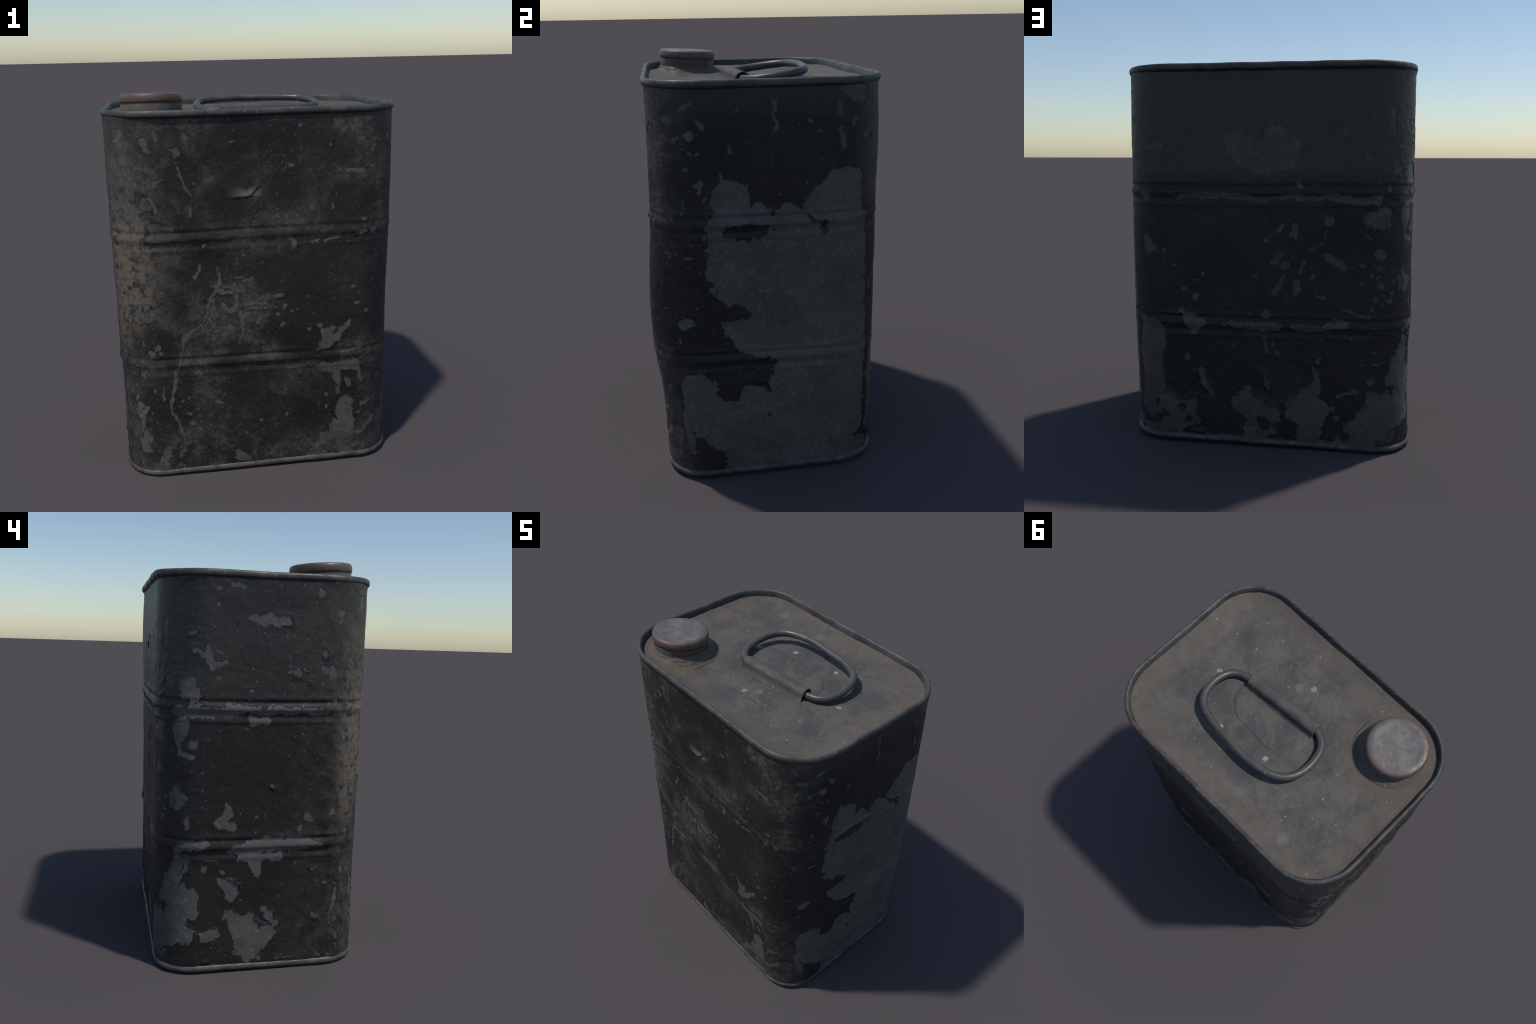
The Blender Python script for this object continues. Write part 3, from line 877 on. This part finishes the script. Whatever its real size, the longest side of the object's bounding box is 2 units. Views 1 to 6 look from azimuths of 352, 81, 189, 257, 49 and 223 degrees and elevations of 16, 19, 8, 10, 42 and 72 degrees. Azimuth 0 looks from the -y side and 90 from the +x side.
for chain in RIGHT_BARE + LEFT_BARE + BACK_BARE + FRONT_BARE:
    stamp(chain)
for chain in RIGHT_ISLANDS + LEFT_ISLANDS + BACK_ISLANDS:
    stamp(chain, island=True)
for chain in FRONT_MARKS:
    stamp(chain, calm=True)
for chain in FRONT_RUNNEL:
    stamp(chain)

# small random chips: (girth from, girth to, z from, z to, how many, mean radius, flatness)
CHIP_ZONES = [
    (0.0, 1.05, .08, 1.84, 70, .0040, 1.0), (0.0, .50, .10, .60, 40, .0040, 1.0),
    (1.05, 1.40, .70, 1.80, 50, .0052, 1.0), (1.40, 1.95, 1.35, 1.80, 26, .0048, 1.0),
    (2.0, 2.35, .10, 1.75, 26, .0055, 1.0), (2.35, 3.30, .10, 1.75, 46, .0045, 1.0),
    (3.28, 3.70, .10, 1.70, 60, .0065, 1.0), (3.65, 4.28, .10, 1.80, 60, .0045, 1.0),
    (4.25, 4.62, .06, 1.85, 110, .0062, .7),
    (0.0, 1.10, 1.262, 1.300, 46, .0050, 1.8), (0.0, 1.10, .600, .640, 40, .0050, 1.8),
    (2.3, 3.60, 1.255, 1.300, 30, .0050, 1.8), (2.3, 3.60, .600, .640, 26, .0050, 1.8),
    (0.0, 4.60, .040, .075, 90, .0070, 1.6),
]
rng = np.random.default_rng(41)
for s0, s1, z0, z1, count, radius, flat in CHIP_ZONES:
    for _ in range(count):
        cs, cz = rng.uniform(s0, s1), rng.uniform(z0, z1)
        r = radius * math.exp(rng.normal(0, .45))
        ang, ln = rng.uniform(0, math.pi), r * rng.exponential(1.3)
        es, ez = ln * math.cos(ang) * flat, ln * math.sin(ang) / flat
        stamp([(cs, cz, r), (cs + es, cz + ez, r * rng.uniform(.4, 1))], squash=flat)

# the torn flap on the front: a slit with the paint above it bent outwards
SLIT = [(.345, 1.494, .0026), (.470, 1.503, .0032), (.492, 1.520, .0030), (.520, 1.548, .0022)]
stamp(SLIT, calm=True)

flake = np.clip(wall_noise(S, Z, 9, 31) * 1.6 - .05, 0, 1)
span = lambda lo, hi, soft: np.clip((S - lo) / soft, 0, 1) * np.clip((hi - S) / soft, 0, 1)
flaky = .0022 + .0042 * span(3.62, 4.25, .12) * np.clip((1.42 - Z) / .1, .15, 1) + .0045 * span(1.35, 2.0, .1) * np.clip((Z - 1.1) / .2, 0, 1) + .0035 * span(2.3, 3.35, .1) * np.clip((.9 - Z) / .2, 0, 1)
lift = flaky * flake ** 1.5 * np.exp(-(np.clip(large, 0, 1) / .011) ** 1.6)
slit_s, slit_z = S - .44, Z - np.interp(S, [p[0] for p in SLIT], [p[1] for p in SLIT])
lift += .0065 * np.exp(-(slit_s / .082) ** 4) * np.where(slit_z > -.001, np.exp(-(np.clip(slit_z, 0, 1) / .040) ** 1.4), 0)
# crumpled, half-detached paint: along the undersides of the ribs and in two clumps beside the seam
crease = 1 - np.abs(wall_noise(S, Z, 30, 35) + .5 * wall_noise(S, Z, 70, 36)) * 1.6
hump = lambda s0, z0, rs, rz: np.exp(-(((S - s0 + GIRTH / 2) % GIRTH - GIRTH / 2) / rs) ** 2 - ((Z - z0) / rz) ** 2)
under = np.exp(-((Z - RIB_HIGH + .030) / .018) ** 2) + np.exp(-((Z - RIB_LOW + .030) / .018) ** 2)
under = under * np.clip(wall_noise(S, Z * 0 + 1, 5, 37) + .45, 0, 1)
lift += np.clip(crease, 0, 1) ** 2 * (.0075 * hump(1.62, .625, .11, .11) + .0050 * hump(1.58, 1.25, .09, .035) + .0035 * under
                                    + .0030 * hump(3.45, 1.45, .07, .20) + .0030 * hump(2.42, .22, .16, .14))
blister = .0005 * wall_noise(S, Z, 45, 33) + .0003 * wall_noise(S, Z, 95, 34)
COAT = WALL + NORMAL * (.0013 + lift + blister)[..., None]
UNDER = WALL - NORMAL * .0008

flat_d = sheet.ravel()
quads = grid_faces(ROWS, COLS)
inside = flat_d[quads] > 0
whole = quads[inside.all(1)]
mixed = quads[inside.any(1) & ~inside.all(1)]
tris = np.concatenate([mixed[:, [0, 1, 2]], mixed[:, [0, 2, 3]]])
keep = (flat_d[tris] > 0).sum(1)
whole_tris = tris[keep == 3]


def odd_first(t, want):
    m = (flat_d[t] > 0) == want
    k = m.argmax(1)
    i = np.arange(len(t))
    return np.stack([t[i, k], t[i, (k + 1) % 3], t[i, (k + 2) % 3]], 1)


one, two = odd_first(tris[keep == 1], True), odd_first(tris[keep == 2], False)
cuts = np.concatenate([one[:, [0, 1]], one[:, [0, 2]], two[:, [0, 1]], two[:, [0, 2]]])
key = np.sort(cuts, 1)
edges, where = np.unique(key, axis=0, return_inverse=True)
where = where.ravel()
da, db = flat_d[edges[:, 0]], flat_d[edges[:, 1]]
w = np.clip(da / (da - db), .02, .98)[:, None]
top_flat, low_flat = COAT.reshape(-1, 3), UNDER.reshape(-1, 3)
rim_top = top_flat[edges[:, 0]] * (1 - w) + top_flat[edges[:, 1]] * w
rim_low = low_flat[edges[:, 0]] * (1 - w) + low_flat[edges[:, 1]] * w
base_i, n_e = len(top_flat), len(edges)
cut = where + base_i
n1, n2 = len(one), len(two)
p1, q1 = cut[:n1], cut[n1:2 * n1]
p2, q2 = cut[2 * n1:2 * n1 + n2], cut[2 * n1 + n2:]
tri_faces = np.concatenate([whole_tris, np.stack([one[:, 0], p1, q1], 1)])
quad_faces = np.concatenate([whole, np.stack([p2, two[:, 1], two[:, 2], q2], 1)])
wall_a = np.stack([q1, p1, p1 + 2 * n_e, q1 + 2 * n_e], 1)
wall_b = np.stack([p2, q2, q2 + 2 * n_e, p2 + 2 * n_e], 1)
walls = np.concatenate([wall_a, wall_b])
walls[:, :2] += n_e
all_verts = np.concatenate([top_flat, rim_top, rim_top, rim_low])
faces = [tri_faces, quad_faces, walls]
used = np.zeros(len(all_verts), bool)
for f in faces:
    used[f.ravel()] = True
renum = np.cumsum(used) - 1
paint = make_object("paint_coat", all_verts[used], [renum[f] for f in faces], PAINT, parent=body)

# curled shards of paint standing off the borders of the larger bare places
def shard(s0, z0, out_s, out_z, length, width, curl, rng):
    n_t, n_w = 6, 5
    tip = rng.uniform(.35, 1.0, n_w)
    tip = np.where(rng.random(n_w) < .4, tip * .6, tip)
    t = np.linspace(0, 1, n_t)[:, None] * tip[None]
    w = np.linspace(-.5, .5, n_w)[None] * (1 - .45 * np.linspace(0, 1, n_t)[:, None]) + rng.uniform(-.06, .06, (n_t, n_w))
    ds = out_s * length * (t - .25) - out_z * width * w
    dz = out_z * length * (t - .25) + out_s * width * w
    s, z = s0 + ds, z0 + dz
    e = .002
    p = body_surface(s, z)
    n = np.cross(body_surface(s + e, z) - p, body_surface(s, z + e) - p)
    n /= np.linalg.norm(n, axis=-1, keepdims=True)
    rise = .0012 + length * curl * np.clip(t, 0, 1) ** 1.6
    top = p + n * rise[..., None]
    low = p + n * (rise - .0016)[..., None]
    return np.concatenate([top.reshape(-1, 3), low.reshape(-1, 3)]), n_t, n_w


def shard_faces(n_t, n_w):
    top = grid_faces(n_t, n_w, wrap=False)
    low = top[:, ::-1] + n_t * n_w
    i = np.arange(n_t * n_w).reshape(n_t, n_w)
    loop = np.concatenate([i[0, :-1], i[:-1, -1], i[-1, :0:-1], i[:0:-1, 0]])
    nxt = np.roll(loop, -1)
    side = np.stack([nxt, loop, loop + n_t * n_w, nxt + n_t * n_w], 1)
    return [top, low, side]


g_z, g_s = np.gradient(large)
edge_rows, edge_cols = np.nonzero((large > 0) & (large < .0035))
weight = flaky[edge_rows, edge_cols] * (.3 + flake[edge_rows, edge_cols]) ** 2
weight[(Z[edge_rows, edge_cols] < .07) | (Z[edge_rows, edge_cols] > 1.85)] = 0
rng = np.random.default_rng(77)
picked = rng.choice(len(edge_rows), 230, replace=False, p=weight / weight.sum())
for k in picked:
    r, c = edge_rows[k], edge_cols[k]
    out = np.array([-g_s[r, c], -g_z[r, c]])
    size = np.hypot(*out)
    if size < 1e-6:
        continue
    out = out / size
    length, width = rng.uniform(.010, .026), rng.uniform(.012, .034)
    v, n_t, n_w = shard(s_axis[c], z_axis[r], out[0], out[1], length, width, rng.uniform(.10, .42), rng)
    ob = make_object("paint_flake", v, shard_faces(n_t, n_w), PAINT, parent=body, smooth=False)

# ------------------------------------------------------------------ rims, bottom
N_RIM = 640
top_base, top_n = ring(-.0039, .0148, .7382, .5338, .2678, -.0024, N_RIM)


def arc_profile(points, n):
    """Smooth closed or open profile through a few control points."""
    p = np.array(points, float)
    t = np.r_[0, np.cumsum(np.hypot(*np.diff(p, axis=0).T))]
    q = np.linspace(0, t[-1], n)
    return list(zip(smooth_curve(q, t, p[:, 0]), smooth_curve(q, t, p[:, 1])))


TOP_BEAD = arc_profile([(-.022, 1.881), (-.010, 1.884), (-.002, 1.892), (.001, 1.904), (-.001, 1.914), (-.007, 1.9210), (-.014, 1.9215),
                        (-.020, 1.917), (-.023, 1.908), (-.026, 1.888), (-.027, 1.862)], 30)
verts = sweep_ring(top_base, top_n, lambda p: 0 * p[:, 0], TOP_BEAD, .0013, 51)
make_object("top_rim", verts, [grid_faces(len(TOP_BEAD), N_RIM)], RIM)


def base_tilt(p):
    return np.maximum(.0062 + .0077 * p[:, 0] + .0047 * p[:, 1], 0)


s_low = np.linspace(0, GIRTH, N_RIM, endpoint=False)
low_x, low_y, low_nx, low_ny = section_point(s_low, s_low * 0 + .05)
low_n = np.stack([low_nx, low_ny], -1)
low_base = np.stack([low_x, low_y], -1) + .0085 * low_n
LOW_BEAD = arc_profile([(-.022, .040), (-.013, .038), (-.003, .031), (.001, .020), (-.001, .010), (-.008, .002), (-.016, .000), (-.026, .002), (-.032, .012)], 26)
verts = sweep_ring(low_base, low_n, base_tilt, LOW_BEAD, .0015, 61)
verts[:, 2] = np.maximum(verts[:, 2], 0)
bottom_rim = make_object("bottom_rim", verts, [grid_faces(len(LOW_BEAD), N_RIM)[:, ::-1]], RIM)
disc = [(-.030, .014), (-.10, .012), (-.25, .012), (-.40, .012), (-.5196, .012)]
verts = []
for off, h in disc:
    k = 1 + off / .52
    p = (low_base - low_base.mean(0)) * k + low_base.mean(0)
    verts.append(np.column_stack([p, base_tilt(p) + h]))
make_object("bottom_plate", np.concatenate(verts), [grid_faces(len(disc), N_RIM)[:, ::-1]], RIM)

# ------------------------------------------------------------------ lid
N_LID, R_LID = 520, 150
lid_base, lid_n = ring(-.0039, .0148, .7382 - .0262, .5338 - .0262, .2678 - .024, -.0024, N_LID)
centre = np.array([-.0039, .0148])
SLEEVE_A, SLEEVE_B = np.array([.287, -.053]), np.array([-.140, -.087])


def lid_height(p, edge):
    """edge = 1 at the rim, 0 at the middle."""
    x, y = p[:, 0], p[:, 1]
    z = 1.862 + .024 * edge ** 6
    z = z + .0042 * noise2(x * 4, y * 4, 0, 71) + .0018 * noise2(x * 11, y * 11, 0, 72)
    z = z + .0008 * noise2(x * 34, y * 34, 0, 73) + .0005 * noise2(x * 80, y * 80, 0, 74)
    # flare that carries the spout
    r = np.hypot(x - CAP_X, y - CAP_Y)
    z = z + .004 * np.clip((.30 - r) / .10, 0, 1) ** 2
    # hinge plate pressed into the lid round the sleeve
    q = np.hypot(np.maximum(np.abs(x - .075) - .09, 0), np.maximum(np.abs(y + .060) - .06, 0) * .95)
    q = q + .010 * noise2(x * 9, y * 9, 0, 75) + .003 * noise2(x * 40, y * 40, 0, 76)
    faint = np.clip(.6 + 1.0 * noise2(x * 7 + 3, y * 7, 0, 77), .1, 1)
    z = z + .0030 * np.clip((.138 - q) / .007, 0, 1) - .0020 * faint * np.exp(-((q - .142) / .005) ** 2)
    # buckle near the far right corner, scattered pimples
    z = z - .006 * np.exp(-((x - .574) / .03) ** 2 - ((y + .10) / .06) ** 2)
    for px, py, pr, ph in PIMPLES:
        z = z + ph * np.exp(-((x - px) ** 2 + (y - py) ** 2) / pr ** 2)
    return z


prng = np.random.default_rng(5)
PIMPLES = [(prng.uniform(-.65, .65), prng.uniform(-.45, .48), prng.uniform(.006, .014), prng.choice([-1, 1, 1]) * prng.uniform(.0012, .0032)) for _ in range(90)]
rows = []
for k in np.linspace(1, 0.002, R_LID):
    p = centre + (lid_base - centre) * k
    rows.append(np.column_stack([p, lid_height(p, k)]))
lid = make_object("lid", np.concatenate(rows), [grid_faces(R_LID, N_LID)], LID)


# ------------------------------------------------------------------ spout collar and cap
def revolve(profile, n, wobble=0.0, seed=0, vary=.06):
    a = np.linspace(0, 2 * math.pi, n, endpoint=False)
    u = a / (2 * math.pi) * 24
    rows = []
    for i, (r, z) in enumerate(profile):
        w = wobble * (noise2(u, 0 * u + i * vary, 24, seed) + .5 * noise2(u * 2.5, 0 * u + i * vary, 60, seed + 1)) * min(1, max(0, (r - .08) / .05))
        rr = r + w
        rows.append(np.column_stack([rr * np.cos(a), rr * np.sin(a), z + .6 * w]))
    return np.concatenate(rows)


def settle(ob, tilt, at):
    ob.location = at
    ob.rotation_euler = (tilt, 0, 0)


CAP_TILT, CAP_TOP = -math.radians(3.6), 1.9895
cap_profile = arc_profile([(.0005, -.002), (.05, -.0018), (.10, -.0008), (.135, -.0005), (.1455, -.003), (.1515, -.010), (.1540, -.020), (.1540, -.032),
                           (.1525, -.040), (.1503, -.045), (.1498, -.052), (.1494, -.065), (.1486, -.078), (.1474, -.088)], 70)
cap = make_object("screw_cap", revolve(cap_profile, 180, .0006, 81), [grid_faces(len(cap_profile), 180)[:, ::-1]], CAP)
settle(cap, CAP_TILT, (CAP_X, CAP_Y, CAP_TOP))

collar_profile = arc_profile([(.138, 1.909), (.150, 1.907), (.157, 1.899), (.168, 1.889), (.180, 1.880), (.187, 1.8735), (.190, 1.8700), (.196, 1.8725), (.206, 1.8690), (.214, 1.863), (.222, 1.852)], 40)
pts = revolve(collar_profile, 220, .0018, 91, .25)
hgt = np.clip((pts[:, 2] - 1.86) / .05, 0, 1)
pts[:, 0] += CAP_X
pts[:, 2] += -np.sin(-CAP_TILT) * pts[:, 1] * hgt
pts[:, 1] += CAP_Y
make_object("spout_collar", pts, [grid_faces(len(collar_profile), 220)[:, ::-1]], LID)


# ------------------------------------------------------------------ bail handle, sleeve
def spline(points, n, closed=False):
    p = np.array(points, float)
    t = np.r_[0, np.cumsum(np.linalg.norm(np.diff(p, axis=0), axis=1))]
    q = np.linspace(0, t[-1], n)
    return np.stack([smooth_curve(q, t, p[:, i]) for i in range(3)], 1), q / t[-1]


def tube(path, radius, sides=20):
    tan = np.gradient(path, axis=0)
    tan /= np.linalg.norm(tan, axis=1, keepdims=True)
    up = np.tile([0, 0, 1.0], (len(path), 1))
    side = np.cross(tan, up)
    side /= np.linalg.norm(side, axis=1, keepdims=True)
    up = np.cross(side, tan)
    a = np.linspace(0, 2 * math.pi, sides, endpoint=False)
    r = radius[:, None, None]
    return (path[:, None] + r * (np.cos(a)[None, :, None] * side[:, None] + np.sin(a)[None, :, None] * up[:, None])).reshape(-1, 3)


def bail(x, y, extra=0.0):
    """Height of the bail above the lid: it rests raised at its far side."""
    return (x, y, 1.884 + (y + .06) * .132 + extra)


LOOP = [bail(.26, -.055, -.001), bail(.300, -.050), bail(.345, -.036), bail(.382, -.005), bail(.403, .050), bail(.403, .115), bail(.385, .175), bail(.345, .220),
        bail(.270, .248), bail(.130, .264), bail(-.020, .270), bail(-.110, .256), bail(-.180, .226), bail(-.226, .176), bail(-.246, .110),
        bail(-.243, .030), bail(-.220, -.035), bail(-.180, -.072), bail(-.130, -.086), bail(-.09, -.084, -.001)]
path, t = spline(LOOP, 190)
thick = .0198 - .0022 * np.exp(-((t - .5) / .16) ** 2) + .0008 * noise2(t * 22, 0 * t, 0, 101)
handle = make_object("handle", tube(path, thick), [grid_faces(len(path), 20)], WIRE)

axis = SLEEVE_B - SLEEVE_A
length = np.linalg.norm(axis)
axis = axis / length
across = np.array([-axis[1], axis[0]])
arch = [(-.062, -.026), (-.050, -.021), (-.040, -.008), (-.034, .006)] + [(-.034 * math.cos(a), .009 + .028 * math.sin(a)) for a in np.linspace(.15, math.pi - .15, 16)] + [(.034, .006), (.040, -.008), (.050, -.021), (.062, -.026)]
inner = [(-.0285 * math.cos(a), .003 + .0285 * math.sin(a)) for a in np.linspace(-.45, math.pi + .45, 20)]
arch, inner = np.array(arch), np.array(inner)
n_a, n_l = len(arch), 70
rows = []
for i in range(n_l):
    k = i / (n_l - 1)
    c = SLEEVE_A + axis * length * k
    wob = .0016 * noise2(np.arange(n_a) * .4, np.full(n_a, k * 14), 0, 111)
    crush = 1 - .10 * math.exp(-((k - .55) / .06) ** 2)
    o = arch[:, 0]
    xy = c + across[None] * (-o)[:, None]
    # the cut ends lean a little
    xy = xy + axis[None] * (wob * 1.5)[:, None]
    rows.append(np.column_stack([xy, 1.883 + arch[:, 1] * crush + wob]))
outer = np.concatenate(rows)
hollow = []
for k in (0, .18):
    c = SLEEVE_A + axis * length * k
    hollow.append(np.column_stack([c + across[None] * (-inner[:, 0])[:, None], 1.884 + inner[:, 1]]))
verts = np.concatenate([outer] + hollow)
faces = [grid_faces(n_l, n_a, wrap=False)]
# lip between the outer arch and the hollow at the open end, and the hollow itself
o0 = np.arange(4, n_a - 4)
i0 = len(outer) + np.round(np.linspace(0, len(inner) - 1, len(o0))).astype(int)
faces.append(np.stack([o0[:-1], i0[:-1], i0[1:], o0[1:]], 1))
j = len(outer) + np.arange(len(inner) - 1)
faces.append(np.stack([j, j + 1, j + 1 + len(inner), j + len(inner)], 1))
# the far end is pinched shut on the wire
last = np.arange(n_a) + (n_l - 1) * n_a
hub = len(verts)
verts = np.concatenate([verts, verts[last].mean(0)[None]])
faces.append(np.stack([last[:-1], last[1:], np.full(n_a - 1, hub)], 1))
sleeve = make_object("handle_sleeve", verts, faces, LID)
